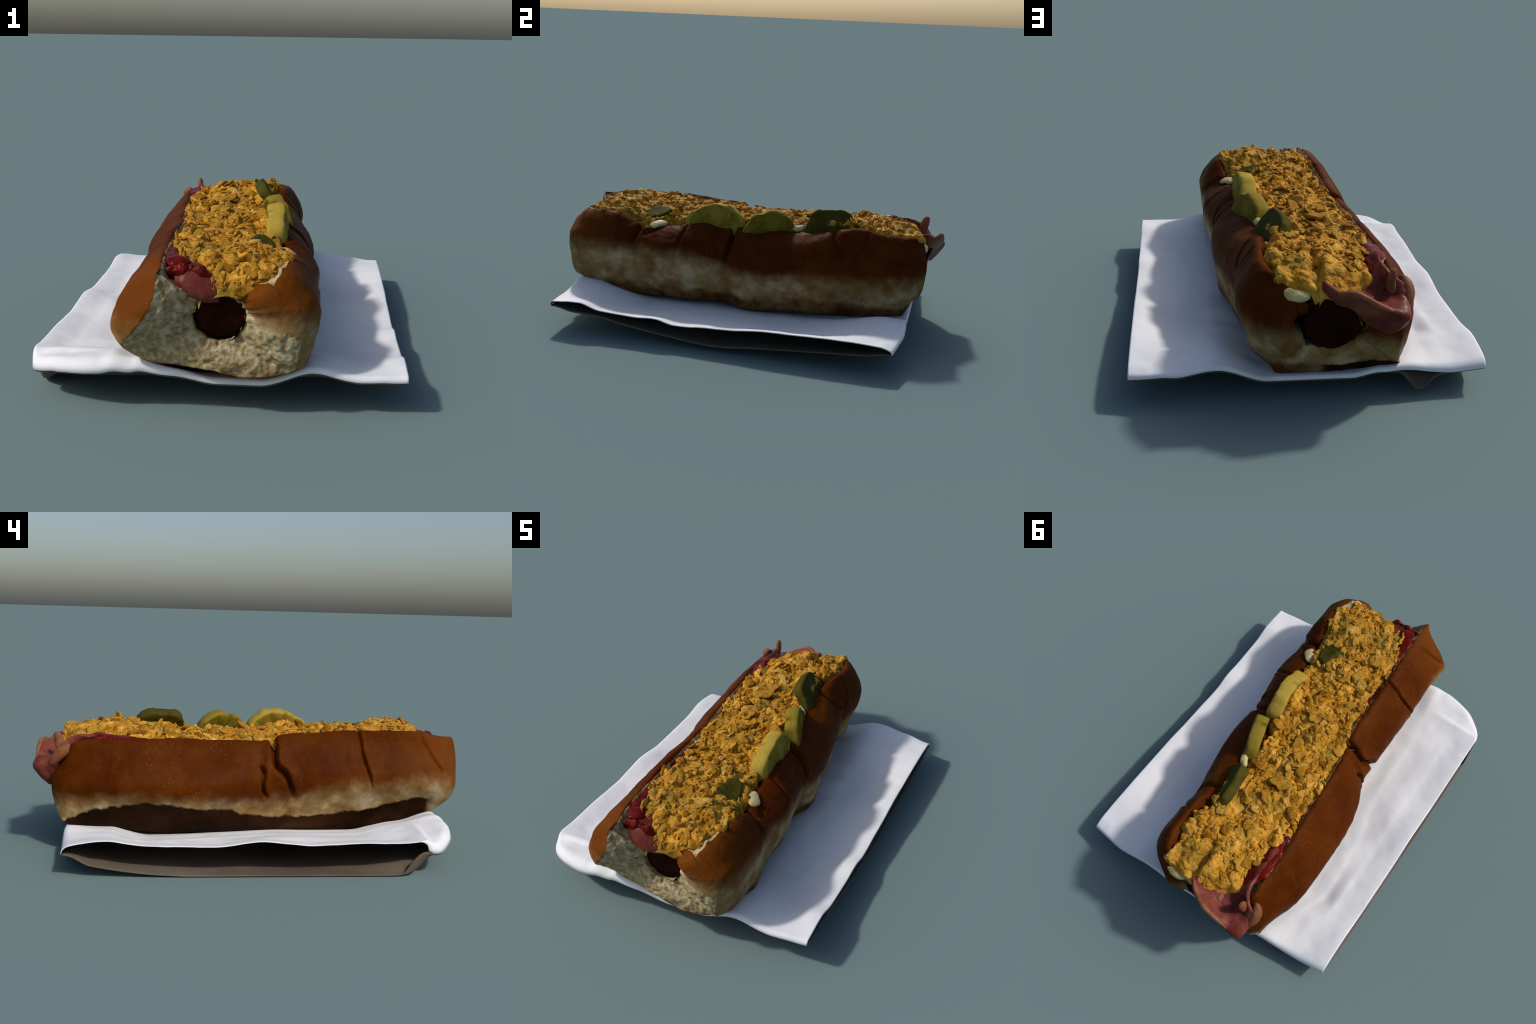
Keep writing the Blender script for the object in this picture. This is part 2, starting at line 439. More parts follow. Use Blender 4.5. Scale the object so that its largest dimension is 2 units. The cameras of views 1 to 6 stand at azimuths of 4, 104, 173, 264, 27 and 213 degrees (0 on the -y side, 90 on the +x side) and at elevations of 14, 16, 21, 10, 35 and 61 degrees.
# relief: soft undulation, fine wrinkling, torn crumb, and creases across the sides
disp = .009 * fbm(P * 5.5, 3, 21) + .0026 * fbm(P * 26, 3, 22)
inner = is_body & ((ringpos > 14.15) | (ringpos < 1.0) | ((ringpos < 1.95) & (P[:, 1] < -.80 + .02 * fbm(P * 25, 2, 33))))
torn = (is_front | inner)
line_z = np.interp(P[:, 0], [.06, .126, .20, .325, .40], [.44, .393, .345, .308, .29])
crust_front = is_front & (P[:, 0] > .09) & (P[:, 2] > line_z + .012 * fbm(P * 30, 3, 31)) & (row > 14)
rough_amt = np.where(torn & ~crust_front, 1.0, 0.0)
f1, f2, _ = worley(P * 38, 41)
disp += rough_amt * (.010 * fbm(P * 30, 4, 42) + .006 * (.5 - f1))

def crease(side, path, width, depth):
    """Groove following a (y, z) path on one side of the bun; ridges swell beside it."""
    pts = catmull(np.array(path, float), np.linspace(0, 1, 60))
    out = np.zeros(len(P))
    sel = np.where((np.sign(P[:, 0]) == side) & (np.abs(P[:, 0]) > .12) & is_body
                   & (P[:, 1] > pts[:, 0].min() - .12) & (P[:, 1] < pts[:, 0].max() + .12))[0]
    q = P[sel][:, 1:3]
    d2 = ((q[:, None, :] - pts[None]) ** 2).sum(2)
    d = np.sqrt(d2.min(1)); k = d2.argmin(1) / 59.
    end = sstep(-.02, .18, k) * sstep(1.02, .75, k) if side else 1
    out[sel] = (-depth * np.exp(-(d / width) ** 2) + depth * .12 * np.exp(-((d - 2.6 * width) / (1.8 * width)) ** 2)) * np.maximum(end, .0)
    return out
CREASES = [
    (-1, [(-.095, .58), (-.10, .50), (-.108, .42), (-.15, .377), (-.18, .30), (-.195, .245)], .011, .048),
    (-1, [(-.03, .42), (-.05, .386), (-.045, .33), (-.052, .29), (-.072, .26)], .007, .034),
    (-1, [(-.505, .60), (-.51, .53), (-.517, .464), (-.545, .371), (-.555, .31)], .006, .024),
    (-1, [(-.80, .56), (-.83, .50), (-.86, .44), (-.90, .38)], .010, .012),
    (1, [(-.57, .57), (-.55, .487), (-.582, .419), (-.61, .37)], .012, .026),
    (1, [(-.29, .54), (-.315, .45), (-.333, .38), (-.34, .32)], .006, .014),
    (1, [(-.06, .56), (-.05, .50), (-.05, .456), (-.067, .392), (-.085, .30)], .010, .036),
    (1, [(-.15, .47), (-.12, .40), (-.095, .34)], .008, .010),
    (1, [(.46, .58), (.47, .53), (.483, .485), (.52, .44), (.56, .42)], .011, .018),
    (1, [(.65, .56), (.64, .50), (.612, .459), (.58, .40), (.55, .35)], .010, .012),
    (1, [(-.40, .53), (-.45, .49), (-.50, .46), (-.54, .45)], .012, .010),
]
for s, path, w, dpt in CREASES:
    disp += crease(s, path, w, dpt)
# puckered wrinkles on the right shoulder
wr = np.where((P[:, 0] > .12) & is_body, sstep(.40, .48, P[:, 2]), 0)
disp += wr * .004 * fbm(np.stack([P[:, 0] * 6, P[:, 1] * 14, P[:, 2] * 6], 1), 3, 51)
tunnel = (row < 11) | (row >= len(G) - 11)
disp = np.where(tunnel, 0, disp)
P2 = P + Nn * disp[:, None]
F = np.array(grid_faces(len(G), NR, True))
fm = ((torn & ~crust_front)[F].mean(1) > .5) | tunnel[F].all(1)

def split(name, sel, mat, parent, nor):
    idx = F[sel]; used, inv = np.unique(idx, return_inverse=True)
    me = make_mesh(name, P2[used], inv.reshape(-1, 4), mat)
    me.normals_split_custom_set_from_vertices(nor[used].tolist())
    return add(name, me, parent)

# whole-body vertex normals so the crust and the crumb meet without a seam
Gd = P2.reshape(G.shape); nor = -grid_normals(Gd, True) * flip
nor = nor.reshape(-1, 3)
fa = F[:, ::-1] if np.sum(np.cross(P2[F[:, 1]] - P2[F[:, 0]], P2[F[:, 2]] - P2[F[:, 0]]) * nor[F[:, 0]]) < 0 else F
F = fa
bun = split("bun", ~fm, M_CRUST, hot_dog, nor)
crumb = split("torn_crumb", fm, M_CRUMB, bun, nor)

# ------------------------------------------------------------------ sausage
def lathe(name, spine, radii, mat, parent, seg=64, wob=.0, seed=0, squash=(1, 1)):
    """Closed tube along a spine of points with a radius each (first and last close to a point)."""
    spine = np.array(spine, float); n = 90
    C = catmull(spine, np.linspace(0, 1, n)); R = np.maximum(catmull(np.array(radii, float)[:, None], np.linspace(0, 1, n))[:, 0], 1e-4)
    tan = np.gradient(C, axis=0); tan /= np.linalg.norm(tan, axis=1, keepdims=True)
    up = np.array([0, 0, 1.]) if abs(tan[:, 2]).mean() < .8 else np.array([0, 1., 0])
    a = np.cross(tan, up); a /= np.linalg.norm(a, axis=1, keepdims=True); b = np.cross(a, tan)
    th = np.linspace(0, 2 * math.pi, seg, endpoint=False)
    g = C[:, None] + R[:, None, None] * (squash[0] * np.cos(th)[None, :, None] * a[:, None] + squash[1] * np.sin(th)[None, :, None] * b[:, None])
    p = g.reshape(-1, 3)
    if wob:
        cc = np.repeat(C, seg, 0); d = p - cc
        p = cc + d * (1 + wob * fbm(p * 22, 3, seed))[:, None]
    f = grid_faces(n, seg, True)
    f.append(tuple(range(seg))); f.append(tuple((n - 1) * seg + j for j in range(seg))[::-1])
    return add(name, make_mesh(name, p, f, mat), parent)

lathe("sausage", [(.03, -.893, .362), (.03, -.890, .362), (.03, -.878, .362), (.03, -.80, .36), (0, -.3, .36), (-.03, .3, .355), (-.06, .77, .35), (-.06, .89, .35), (-.06, .915, .35), (-.06, .92, .35)],
      [.002, .075, .093, .098, .105, .115, .118, .110, .08, .002], M_SAUSAGE, hot_dog, wob=.09, seed=61)

# ------------------------------------------------------------------ crispy topping
eL = curve1([(-.925, -.03), (-.90, -.035), (-.875, -.055), (-.84, -.12), (-.68, -.170), (-.45, -.190), (-.2, -.205), (-.05, -.232), (.1, -.245), (.28, -.260),
             (.48, -.272), (.6, -.262), (.72, -.225), (.8, -.215), (.87, -.20), (.93, -.16)])
eR = curve1([(-.925, .165), (-.91, .195), (-.89, .225), (-.85, .25), (-.73, .290), (-.63, .275), (-.53, .245), (-.40, .235), (-.32, .225), (-.08, .19), (.14, .15),
             (.28, .145), (.45, .15), (.55, .16), (.67, .18), (.78, .18), (.85, .172), (.89, .160), (.915, .135)])
topz = curve1([(-.925, .440), (-.917, .468), (-.895, .508), (-.865, .538), (-.82, .556), (-.69, .570), (-.5, .563), (-.3, .548), (-.1, .535), (.1, .525),
               (.3, .524), (.45, .544), (.55, .560), (.7, .566), (.80, .562), (.85, .552), (.89, .530), (.905, .512), (.915, .482)])

def topping_point(u, y):
    """Topping surface at u (0 left edge .. 1 right edge) and y."""
    a, b, h = eL(y) + .010 * np.sin(23 * y) + .007 * np.sin(51 * y + 1), eR(y) + .010 * np.sin(27 * y + 2) + .008 * np.sin(63 * y), topz(y)
    h = h + .006 * np.sin(14 * y + 5 * u) * np.sin(9 * u + 3 * y)
    x = a + (b - a) * u
    lip = np.where(u < .5, np.minimum(lipLz(y), h), np.minimum(lipRz(y) + .012, h + .005))
    e = np.abs(2 * u - 1)
    z = h + (np.minimum(lip, h) - h) * e ** 1.6 - .045 * sstep(.86, 1.0, e)
    # cleft that parts the pile into two lobes at the far end
    cl = x - (-.002 + .06 * (y - .72))
    z = z - .055 * np.exp(-(cl / .020) ** 2) * sstep(.64, .80, y)
    # hollow with buried pickle
    z = z - .012 * np.exp(-(((x - .16) / .05) ** 2 + ((y + .47) / .07) ** 2))
    # crumbs heaped against the pickles
    for yc in (-.16, .13, .45):
        z = z + .026 * np.exp(-(((x - .165 + .06 * (yc > .3)) / .045) ** 2 + ((y - yc) / .10) ** 2))
    lob = np.where(x < .0, sstep(.915, .85, y), 1.0)
    z = z - .03 * (1 - lob)
    return np.stack([x, y + 0 * u, z], -1)

nu_, nv_ = 150, 620
ys = np.concatenate([np.linspace(-.925, -.86, 60), np.linspace(-.859, .86, 500), np.linspace(.861, .915, 60)])
U, V = np.meshgrid(np.linspace(0, 1, nu_), ys, indexing="ij")
TG = topping_point(U, V)
tn = grid_normals(TG); tn *= np.sign(tn[:, :, 2:3].mean())
tp = TG.reshape(-1, 3); tnn = tn.reshape(-1, 3)
w1, w2, wid = worley(tp * np.array([17, 15, 15]) + .25 * fbm(tp * 30, 2, 70)[:, None], 71)
w3, w4, wid2 = worley(tp * 44, 75)
edge = np.minimum(U, 1 - U).ravel(); ed = sstep(0, .05, edge) * sstep(-.925, -.912, TG[:, :, 1].ravel()) * sstep(.915, .902, TG[:, :, 1].ravel())
coat = sstep(.76, .86, tp[:, 1])   # sauce softens the pile at the far end
d = ((.024 * (wid - .4) * sstep(0, .3, w2 - w1) + .014 * (.6 - w1)) * (1 - .35 * coat)
     + .007 * (wid2 - .4) * sstep(0, .25, w4 - w3) * (1 - .6 * coat) + .016 * fbm(tp * 9, 2, 72) + .004 * fbm(tp * 60, 2, 73))
tp = tp + tnn * (d * (.25 + .75 * ed))[:, None]
# skirt down into the bun so the pile is closed
TGd = tp.reshape(nu_, nv_, 3)
topping_faces = grid_faces(nu_, nv_)
border = ([i * nv_ for i in range(nu_)] + [(nu_ - 1) * nv_ + j for j in range(1, nv_)]
          + [i * nv_ + nv_ - 1 for i in range(nu_ - 2, -1, -1)] + [j for j in range(nv_ - 2, 0, -1)])
low = tp[border].copy(); low[:, 2] -= .05; low[:, 0] = low[:, 0] * .85; low[:, 1] *= .93; low[:, 2] = np.maximum(low[:, 2], .44)
nb = len(tp); allv = np.vstack([tp, low])
m_ = len(border)
for i in range(m_):
    j = (i + 1) % m_
    topping_faces.append((border[i], border[j], nb + j, nb + i))
topping_faces.append(tuple(nb + i for i in range(m_))[::-1])
topping = add("crispy_topping", make_mesh("crispy_topping", allv, topping_faces, M_TOP), hot_dog)

def flake_verts(seed, size=1.0, thick=.42):
    """A little curled chip: irregular rounded outline, domed, thin at the edge. Returns verts, faces."""
    r = np.random.default_rng(seed)
    seg, rings_ = 14, 4
    th = np.linspace(0, 2 * math.pi, seg, endpoint=False)
    ph = r.uniform(0, 6.28, 5); am = r.uniform(.08, .30, 5) / np.arange(1, 6) ** .6
    rad = 1 + sum(a * np.cos((k + 1) * th + p) for k, (a, p) in enumerate(zip(am, ph)))
    rad *= np.sqrt((np.cos(th) ** 2 + (r.uniform(.55, 1.) * np.sin(th)) ** 2))
    curl = r.uniform(-.35, .5); tw = r.uniform(-.3, .3)
    v = []
    def lay(s, top):
        z = top * thick * math.sqrt(max(0, 1 - s ** 3)) * .5
        for k in range(seg):
            x, y = rad[k] * s * math.cos(th[k]), rad[k] * s * math.sin(th[k])
            bumpy = .15 * math.sin(5 * x + ph[0]) * math.cos(4 * y + ph[1])
            v.append((x, y, z + curl * x * x * .5 + tw * x * y + bumpy))
    for s in (1.0, .82, .55, .25):
        lay(s, 1)
    nt = len(v); v.append((0, 0, thick * .5 + .15 * math.sin(ph[0]) * math.cos(ph[1])))
    for s in (.82, .4):
        lay(s, -1)
    v.append((0, 0, -thick * .5))
    f = []
    for q in range(3):
        for k in range(seg):
            j = (k + 1) % seg
            f.append((q * seg + k, q * seg + j, (q + 1) * seg + j, (q + 1) * seg + k))
    for k in range(seg):
        j = (k + 1) % seg
        f.append((3 * seg + k, 3 * seg + j, nt))
        b0 = nt + 1
        f.append((j, k, b0 + k, b0 + j)); f.append((b0 + j, b0 + k, b0 + seg + k, b0 + seg + j))
        f.append((b0 + seg + j, b0 + seg + k, b0 + 2 * seg))
    return np.array(v) * size, f

FLAKES = [make_mesh("crispy_flake", *flake_verts(100 + i), M_FLAKE) for i in range(16)]
TGn = grid_normals(TGd); TGn *= np.sign(TGn[:, :, 2:3].mean())

def scatter(n, smin, smax, seed):
    r = np.random.default_rng(seed); out = []
    while len(out) < n:
        i, j = int(r.uniform(.03, .97) * (nu_ - 1)), int(np.searchsorted(ys, r.uniform(-.92, .90)))
        j = min(j, nv_ - 1); p = TGd[i, j]
        if p[1] > .78 and r.random() < .6:
            continue
        if (p[0] - .14) ** 2 / .05 ** 2 + (p[1] + .53) ** 2 / .09 ** 2 < 1 and r.random() < .8:
            continue
        n_ = TGn[i, j] + r.normal(0, .24, 3); n_ /= np.linalg.norm(n_)
        a = np.cross(n_, r.normal(0, 1, 3)); a /= np.linalg.norm(a); b = np.cross(n_, a)
        s = smin + (smax - smin) * r.random() ** 2
        out.append((p + TGn[i, j] * s * .02, a, b, n_, s))
    return out

from mathutils import Matrix
for k, (p, a, b, n_, s) in enumerate(scatter(300, .014, .040, 5)):
    o = add("crispy_flake", FLAKES[k % len(FLAKES)], topping)
    M3 = np.stack([a, b, n_], 1) * s
    o.matrix_local = Matrix([[*M3[0], p[0]], [*M3[1], p[1]], [*M3[2], p[2]], [0, 0, 0, 1]])
# one broad chip that stands out on the pile
o = add("crispy_flake", FLAKES[3], topping)
o.location = (-.075, .295, .556); o.scale = (.055, .045, .05); o.rotation_euler = (.15, -.1, .4)
# the many smaller crumbs between them
cv, cf, off = [], [], 0
protos = [flake_verts(300 + i, 1.0, .5) for i in range(8)]
for k, (p, a, b, n_, s) in enumerate(scatter(1300, .007, .016, 6)):
    v, f = protos[k % 8]
    cv.append(p + (v @ np.stack([a, b, n_], 0)) * s); cf += [tuple(x + off for x in q) for q in f]; off += len(v)
crumbs = add("crispy_crumbs", make_mesh("crispy_crumbs", np.vstack(cv), cf, mat_topping("crispy_crumb", .15)), topping)
crumbs["kind"] = "stuff"

# ------------------------------------------------------------------ blobs: ketchup, mayonnaise
def ribbon(name, path, widths, heights, mat, parent, seed, lump=.25, freq=24):
    """Lumpy sauce ribbon: flattened tube following a path, rounded at both ends."""
    n, seg = 110, 40
    t = np.linspace(0, 1, n); C = catmull(np.array(path, float), t)
    W = catmull(np.array(widths, float)[:, None], t)[:, 0]; H = catmull(np.array(heights, float)[:, None], t)[:, 0]
    endr = np.sqrt(np.clip(1 - np.abs(2 * t - 1) ** 6, 0, 1)); W = np.maximum(W * endr, 2e-4); H = np.maximum(H * endr, 2e-4)
    tan = np.gradient(C, axis=0); tan /= np.linalg.norm(tan, axis=1, keepdims=True)
    a = np.cross(tan, [0, 0, 1.]); a /= np.linalg.norm(a, axis=1, keepdims=True) + 1e-9; b = np.cross(a, tan)
    th = np.linspace(0, 2 * math.pi, seg, endpoint=False)
    D = W[:, None, None] * np.cos(th)[None, :, None] * a[:, None] + H[:, None, None] * np.sin(th)[None, :, None] * b[:, None]
    p = (C[:, None] + D).reshape(-1, 3)
    p = p + D.reshape(-1, 3) * (lump * fbm(p * freq, 3, seed))[:, None]
    f = grid_faces(n, seg, True)
    f.append(tuple(range(seg))); f.append(tuple((n - 1) * seg + j for j in range(seg))[::-1])
    return add(name, make_mesh(name, p, f, mat), parent)

ribbon("ketchup", [(-.235, .44, .510), (-.247, .56, .522), (-.245, .66, .528), (-.235, .74, .520), (-.22, .80, .50)],
       [.016, .030, .042, .040, .015], [.008, .010, .011, .010, .007], M_KETCHUP, hot_dog, 81, .5)
ribbon("ketchup", [(-.17, -.52, .530), (-.16, -.65, .542), (-.15, -.75, .545), (-.13, -.83, .545), (-.115, -.875, .538)],
       [.012, .020, .032, .046, .04], [.009, .011, .012, .014, .014], M_KETCHUP, hot_dog, 82, .5)
ribbon("ketchup", [(-.17, -.897, .508), (-.12, -.893, .516), (-.075, -.893, .514), (-.03, -.895, .506), (.0, -.897, .50)],
       [.010, .013, .014, .013, .010], [.020, .028, .032, .028, .02], M_KETCHUP, hot_dog, 83, .8, 30)
ribbon("ketchup", [(-.185, -.34, .530), (-.182, -.41, .535), (-.175, -.46, .532)], [.014, .022, .014], [.010, .012, .010], M_KETCHUP, hot_dog, 84, .5)
ribbon("mayonnaise", [(.19, -.455, .485), (.225, -.462, .492), (.255, -.478, .490), (.285, -.490, .476)],
       [.020, .036, .038, .024], [.012, .014, .015, .010], M_MAYO, hot_dog, 85, .4, 18)
ribbon("mayonnaise", [(.175, .235, .518), (.155, .27, .520), (.13, .30, .522)], [.012, .018, .012], [.016, .02, .016], M_MAYO, hot_dog, 86, .4, 18)
ribbon("mayonnaise", [(.16, .89, .486), (.12, .905, .476), (.08, .91, .466), (.03, .905, .458)], [.018, .024, .024, .014], [.016, .024, .024, .018], M_MAYO, hot_dog, 87, .5, 18)

# ------------------------------------------------------------------ ham
def surface(rows, nu, nv):
    """Catmull-Rom surface through rows of control points."""
    R = np.array(rows, float)
    A = np.stack([catmull(R[:, c], np.linspace(0, 1, nu)) for c in range(R.shape[1])], 1)
    return np.stack([catmull(A[i], np.linspace(0, 1, nv)) for i in range(nu)], 0)

ham_columns = [
    [(-.03, .60, .47), (-.02, .75, .475), (-.015, .85, .492), (-.011, .907, .518), (-.012, .905, .488)],
    [(-.09, .58, .48), (-.08, .75, .475), (-.075, .87, .462), (-.065, .95, .480), (-.062, .925, .44)],
    [(-.14, .57, .49), (-.13, .76, .475), (-.12, .89, .460), (-.125, .985, .492), (-.115, .94, .42)],
    [(-.18, .56, .50), (-.18, .77, .48), (-.18, .89, .435), (-.205, .985, .450), (-.18, .925, .36)],
    [(-.22, .56, .52), (-.22, .78, .50), (-.245, .885, .440), (-.312, .990, .405), (-.26, .925, .31)],
    [(-.245, .56, .53), (-.243, .76, .53), (-.275, .86, .475), (-.330, .925, .425), (-.30, .91, .34)],
    [(-.262, .57, .532), (-.255, .77, .540), (-.275, .845, .520), (-.335, .875, .470), (-.325, .89, .40)],
]
HG = surface(np.array(ham_columns).transpose(1, 0, 2), 70, 90)
hp = HG.reshape(-1, 3); hp = hp + (.014 * fbm(hp * 17, 3, 91))[:, None] * np.array([.4, .5, 1.]); HG = hp.reshape(HG.shape)
hv, hf, _ = thick_sheet(HG, .017)
ham = add("ham_slice", make_mesh("ham_slice", hv, hf, M_HAM), hot_dog)
lathe("ham_curl", [(-.285, .865, .43), (-.277, .872, .47), (-.272, .884, .51), (-.274, .893, .540), (-.277, .896, .553), (-.277, .8965, .556)],
      [.020, .021, .019, .015, .009, .001], M_HAMCURL, ham, wob=.12, seed=92, squash=(.8, 1.2))
lathe("ham_curl", [(-.312, .93, .405), (-.330, .912, .425), (-.338, .885, .452), (-.335, .86, .478), (-.322, .845, .498), (-.31, .84, .505)],
      [.004, .017, .024, .025, .016, .002], M_HAMCURL, ham, wob=.12, seed=93)
lathe("ham_rim", [(-.011, .905, .518), (-.04, .935, .50), (-.07, .955, .486), (-.10, .973, .493), (-.13, .985, .494), (-.17, .99, .475), (-.21, .99, .452), (-.27, .992, .425)],
      [.004, .010, .011, .012, .012, .011, .010, .003], M_HAMCURL, ham, wob=.1, seed=94)
FH = surface(np.array([
    [(-.14, -.80, .515), (-.135, -.87, .515), (-.125, -.905, .49), (-.115, -.912, .465), (-.10, -.905, .445)],
    [(-.09, -.80, .53), (-.09, -.885, .525), (-.085, -.922, .49), (-.075, -.926, .455), (-.06, -.905, .425)],
    [(-.04, -.80, .53), (-.04, -.885, .52), (-.03, -.92, .48), (-.02, -.924, .445), (-.01, -.90, .42)],
    [(.02, -.80, .51), (.02, -.87, .50), (.02, -.905, .47), (.025, -.91, .44), (.03, -.895, .42)]]).transpose(1, 0, 2), 50, 50)
fp = FH.reshape(-1, 3); fp = fp + (.005 * fbm(fp * 16, 3, 95))[:, None] * np.array([.3, 1, .5])
fv, ff, _ = thick_sheet(fp.reshape(FH.shape), .018)
add("ham_slice", make_mesh("ham_slice", fv, ff, M_HAM), hot_dog)

# ------------------------------------------------------------------ pickles
def pickle(center, normal, rx, ry, thick, mat, seed, notch=None, flat=0.0, spin=0.0, bend=0.0):
    """A pickle slice: wavy disc with rounded rim, local xy plane = slice face, local y = up."""
    r = np.random.default_rng(seed); seg, rings_ = 96, 16
    th = np.linspace(0, 2 * math.pi, seg, endpoint=False)
    rim = 1 + .045 * np.cos(3 * th + r.uniform(0, 6)) + .025 * np.cos(5 * th + r.uniform(0, 6)) + .015 * np.cos(9 * th + r.uniform(0, 6))
    if flat:
        rim = np.minimum(rim, (1 - flat) / np.maximum(np.abs(np.sin(th)), .2) * np.where(np.sin(th) > 0, 1, 9))
    if notch is not None:
        rim = rim - notch[1] * np.exp(-((th - notch[0]) / notch[2]) ** 2)
    v = []
    prof = [(0, 1), (.3, 1), (.6, 1.0), (.86, .99), (.95, .93), (.99, .75), (1., .3), (1., -.3), (.99, -.75), (.95, -.93), (.86, -.99), (.6, -1), (.3, -1), (0, -1)]
    for s, zt in prof:
        for k in range(seg):
            v.append((rx * rim[k] * s * math.cos(th[k]), ry * rim[k] * s * math.sin(th[k]), zt * thick * .5))
    v = np.array(v); v[:, 2] += bend * (v[:, 0] ** 2) / rx
    v = v + (.007 * fbm(v * 22, 3, seed))[:, None]
    f = grid_faces(len(prof), seg, True)
    f = [q for q in f]
    o = add("pickle_slice", make_mesh("pickle_slice", v, f, mat), hot_dog)
    n_ = np.array(normal, float); n_ /= np.linalg.norm(n_)
    e = np.array([0, 1., 0]); e -= n_ * (e @ n_); e /= np.linalg.norm(e); up = np.cross(n_, e)
    c, s = math.cos(spin), math.sin(spin); e, up = c * e + s * up, c * up - s * e
    R = np.stack([e, up, n_], 1)
    o.matrix_local = Matrix([[*R[0], center[0]], [*R[1], center[1]], [*R[2], center[2]], [0, 0, 0, 1]])
    return o

pickle((.208, -.160, .492), (1, .05, .16), .165, .130, .078, M_PICK_YELLOW, 1, flat=.02, spin=.0, bend=-.10)
pickle((.190, .128, .475), (1, .34, .16), .148, .132, .072, M_PICK_OLIVE, 2, notch=(math.pi * .62, .10, .22))
pickle((.140, .445, .513), (.84, .10, .52), .148, .128, .055, M_PICK_GREEN, 3, flat=.07, spin=.10)
pickle((.150, -.525, .520), (.35, -.15, .9), .090, .055, .040, M_PICK_GREEN, 4)

# ------------------------------------------------------------------ napkin
y_front = curve1([(-.70, -.735), (-.685, -.785), (-.65, -.825), (-.55, -.882), (-.42, -.908), (-.3, -.90), (0., -.885), (.25, -.882), (.5, -.882), (.70, -.870)])
y_back = curve1([(-.70, .832), (-.37, .857), (0., .868), (.276, .876), (.477, .888), (.70, .858)])
rimL = curve1([(-.80, .122), (-.765, .130), (-.73, .152), (-.6, .150), (-.45, .145), (-.27, .141), (-.02, .151), (.19, .131), (.48, .139), (.65, .154), (.78, .138), (.85, .118)])
rimR = curve1([(-.87, .150), (-.71, .161), (-.6, .132), (-.42, .121), (-.3, .130), (-.21, .111), (.06, .119), (.23, .136), (.49, .143), (.67, .145), (.80, .140), (.86, .122)])
inL = curve1([(-.92, .150), (-.85, .152), (-.66, .140), (-.57, .122), (-.47, .100), (-.29, .098), (-.1, .102), (.125, .100), (.35, .09), (.476, .085), (.58, .11), (.66, .128), (.86, .125)])
inR = curve1([(-.9, .180), (-.78, .180), (-.66, .160), (-.45, .112), (-.2, .112), (.1, .110), (.3, .114), (.5, .134), (.62, .156), (.75, .175), (.86, .165)])
ridgeX = curve1([(-.90, -.37), (-.53, -.405), (-.11, -.42), (.12, -.47), (.35, -.49), (.48, -.495), (.65, -.44), (.86, -.36)])
underL = curve1([(-.80, .120), (-.74, .105), (-.67, .052), (-.61, .006), (-.5, .001), (-.3, .0), (0., .0), (.2, .0), (.43, .009), (.68, .042), (.80, .073), (.86, .090)])
underR = curve1([(-.88, .128), (-.82, .113), (-.6, .097), (-.5, .080), (-.24, .046), (0., .027), (.2, .046), (.5, .070), (.8, .094), (.86, .108)])

def top_z(x, y):
    """Height of the upper sheet: raised rims, sagging panels, a soft ridge left of the bun, pressed flat under it."""
    rl, rr, il, ir, rx = rimL(y), rimR(y), inL(y), inR(y), ridgeX(y)
    sag = sstep(-.92, -.55, y) * sstep(.95, .55, y)
    mid = base_z(y) - .006 + .015 * sstep(-.72, -.9, y)
    lift = .040 * sstep(-.62, -.85, y)
    w = np.stack([np.full_like(y, -.70), np.full_like(y, -.57), rx, rx + .09, np.full_like(y, -.15), np.full_like(y, .17), np.full_like(y, .37), np.full_like(y, .54), np.full_like(y, .70)])
    h = np.stack([rl + .5 * lift, rl - .018 * sag + 1.2 * lift, il + .010 + .5 * lift, il + .002, mid, mid, ir - .022 * sag, (ir - .115) * .55 + .115 - .022 * sag, rr])
    z = np.zeros_like(y)
    for k in range(len(w) - 1):
        s = np.clip((x - w[k]) / (w[k + 1] - w[k]), 0, 1); s = s * s * (3 - 2 * s)
        inside = (x >= w[k]) & (x <= w[k + 1])
        z = np.where(inside, h[k] + (h[k + 1] - h[k]) * s, z)
    z = z + .035 * sstep(-.70, -.88, y) * sstep(.02, -.18, x) * sstep(-.42, -.25, x)
    q = np.stack([x.ravel() * 4.5, y.ravel() * 4.5, 0 * x.ravel()], 1)
    away = sstep(.30, .42, np.abs(x))
    z = z + away * (.007 * fbm(q, 3, 111) + .0018 * fbm(q * 3, 2, 112)).reshape(x.shape)
    return z

NXP, NYP = 220, 300
xs = np.linspace(-.699, .699, NXP); vv = np.linspace(0, 1, NYP)
PX, PV = np.meshgrid(xs, vv, indexing="ij")
yfr, ybk = y_front(PX), y_back(PX)
PY = yfr + (ybk - yfr) * PV
PZ = top_z(PX, PY)
# the sheet rolls over at the two folded ends
dF = (PY - yfr); dB = (ybk - PY)
rollF = .022 + .026 * sstep(-.05, -.35, PX); rollB = .016 + .012 * sstep(-.2, -.5, PX)
def roll(d, r):
    k = np.clip(1 - d / r, 0, 1); return r * .9 * (1 - np.sqrt(np.clip(1 - k * k, 0, 1)))
PZ = PZ - roll(dF, rollF) - roll(dB, rollB)
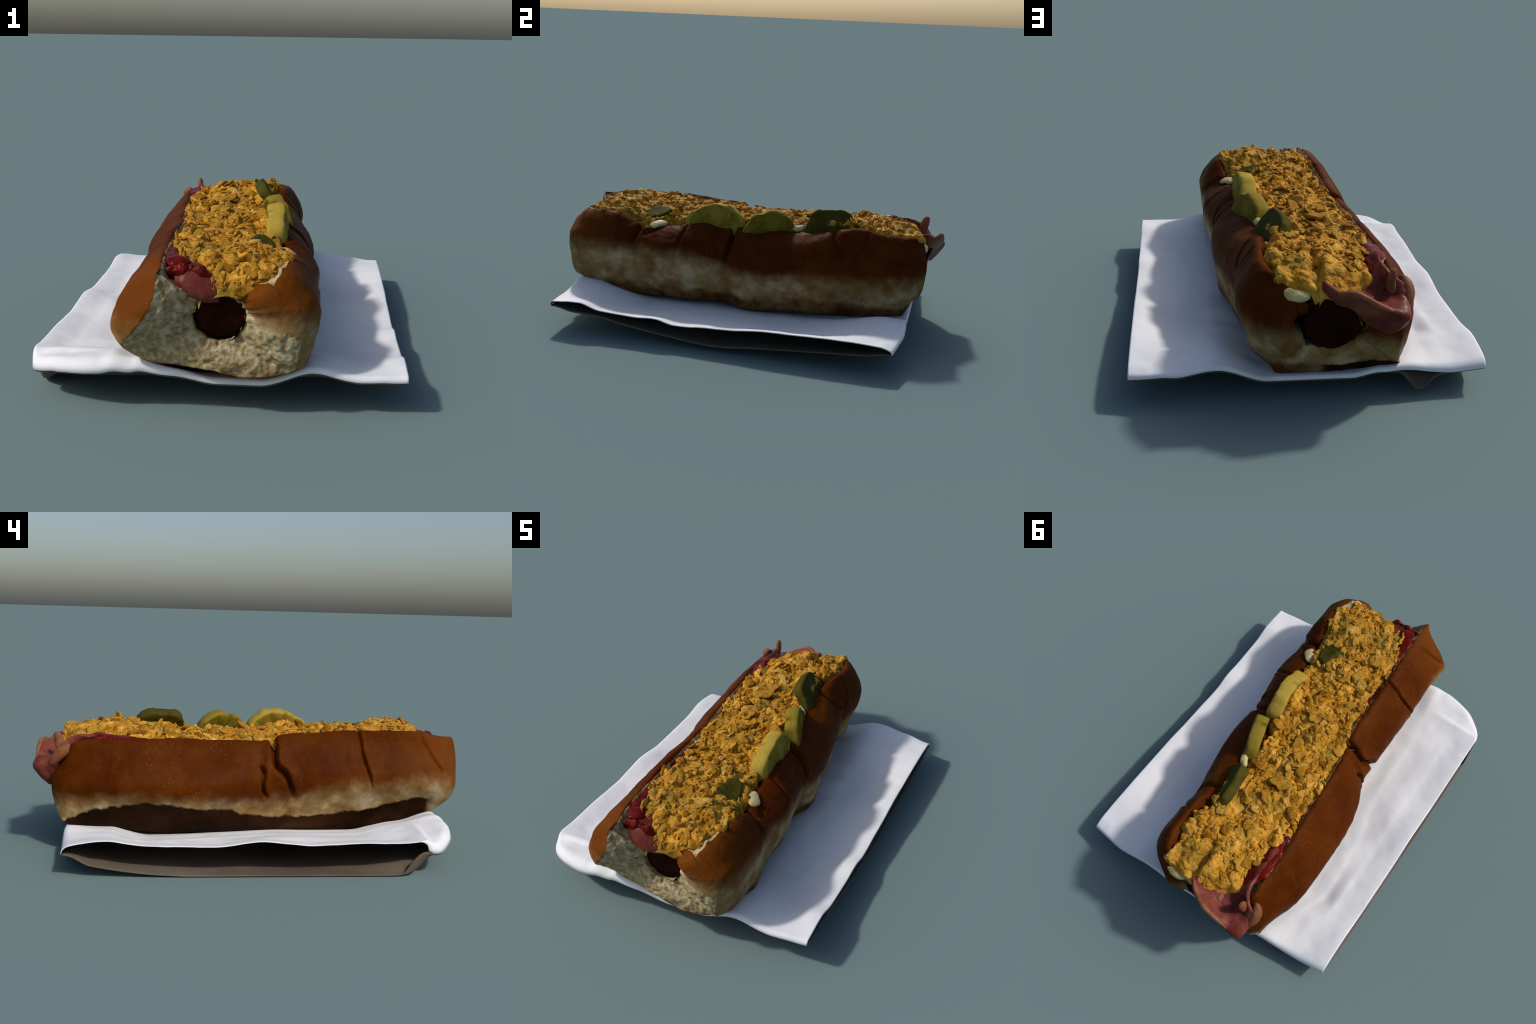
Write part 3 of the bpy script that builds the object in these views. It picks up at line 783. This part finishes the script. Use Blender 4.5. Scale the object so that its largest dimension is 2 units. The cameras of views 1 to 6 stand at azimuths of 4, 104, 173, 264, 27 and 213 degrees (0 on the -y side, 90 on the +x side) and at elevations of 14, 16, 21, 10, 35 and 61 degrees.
# denser rows near the folds
topG = np.stack([PX, PY, PZ], 2)
def regrid(Gr, v_new):
    out = np.empty((Gr.shape[0], len(v_new), 3))
    for i in range(Gr.shape[0]):
        for k in range(3):
            out[i, :, k] = np.interp(v_new, vv, Gr[i, :, k])
    return out
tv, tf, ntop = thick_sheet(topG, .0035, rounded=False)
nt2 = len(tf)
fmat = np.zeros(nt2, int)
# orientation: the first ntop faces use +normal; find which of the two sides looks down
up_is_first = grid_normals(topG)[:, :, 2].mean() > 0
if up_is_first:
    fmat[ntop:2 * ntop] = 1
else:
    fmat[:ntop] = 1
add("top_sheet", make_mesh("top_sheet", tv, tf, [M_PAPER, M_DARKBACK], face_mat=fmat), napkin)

# lower sheet: a shallow boat that starts under the folds and bellies down to the table
BV = np.linspace(0, 1, 160); BX, BVV = np.meshgrid(np.linspace(-.697, .697, 160), BV, indexing="ij")
yfr, ybk = y_front(BX) + .004, y_back(BX) - .004
BY = yfr + (ybk - yfr) * BVV
s = np.clip((BX + .7) / 1.4, 0, 1)
yl = y_front(-.70) + (y_back(-.70) - y_front(-.70)) * BVV; yr = y_front(.70) + (y_back(.70) - y_front(.70)) * BVV
under_mid = curve1([(-.93, .125), (-.85, .102), (-.75, .066), (-.6, .026), (-.42, .004), (0., .0), (.3, .005), (.5, .02), (.7, .05), (.87, .09)])
outer = sstep(-.60, -.698, BX)
BZ = (underL(yl) * outer + under_mid(BY) * (1 - outer)) * (1 - s) + underR(yr) * s
edge_top_f = top_z(BX, yfr) - .9 * (.022 + .026 * sstep(-.05, -.35, BX)); edge_top_b = top_z(BX, ybk) - .9 * (.016 + .012 * sstep(-.2, -.5, BX))
kf, kb = sstep(.07, .0, BVV), sstep(.93, 1.0, BVV)
BZ = BZ * (1 - kf) * (1 - kb) + edge_top_f * kf + edge_top_b * kb - .004 * kf - .004 * kb
BZ = BZ - .085 * np.exp(-(((BX + .43) / .055) ** 2 + ((BY - .855) / .05) ** 2))
BZ = np.minimum(BZ, top_z(BX, BY) - .02)
BZ = np.maximum(BZ, .0031)
bv, bf, nbq = thick_sheet(np.stack([BX, BY, BZ], 2), .006, rounded=False)
bv[:, 2] = np.maximum(bv[:, 2], 0)
add("bottom_sheet", make_mesh("bottom_sheet", bv, bf, M_BACK), napkin)
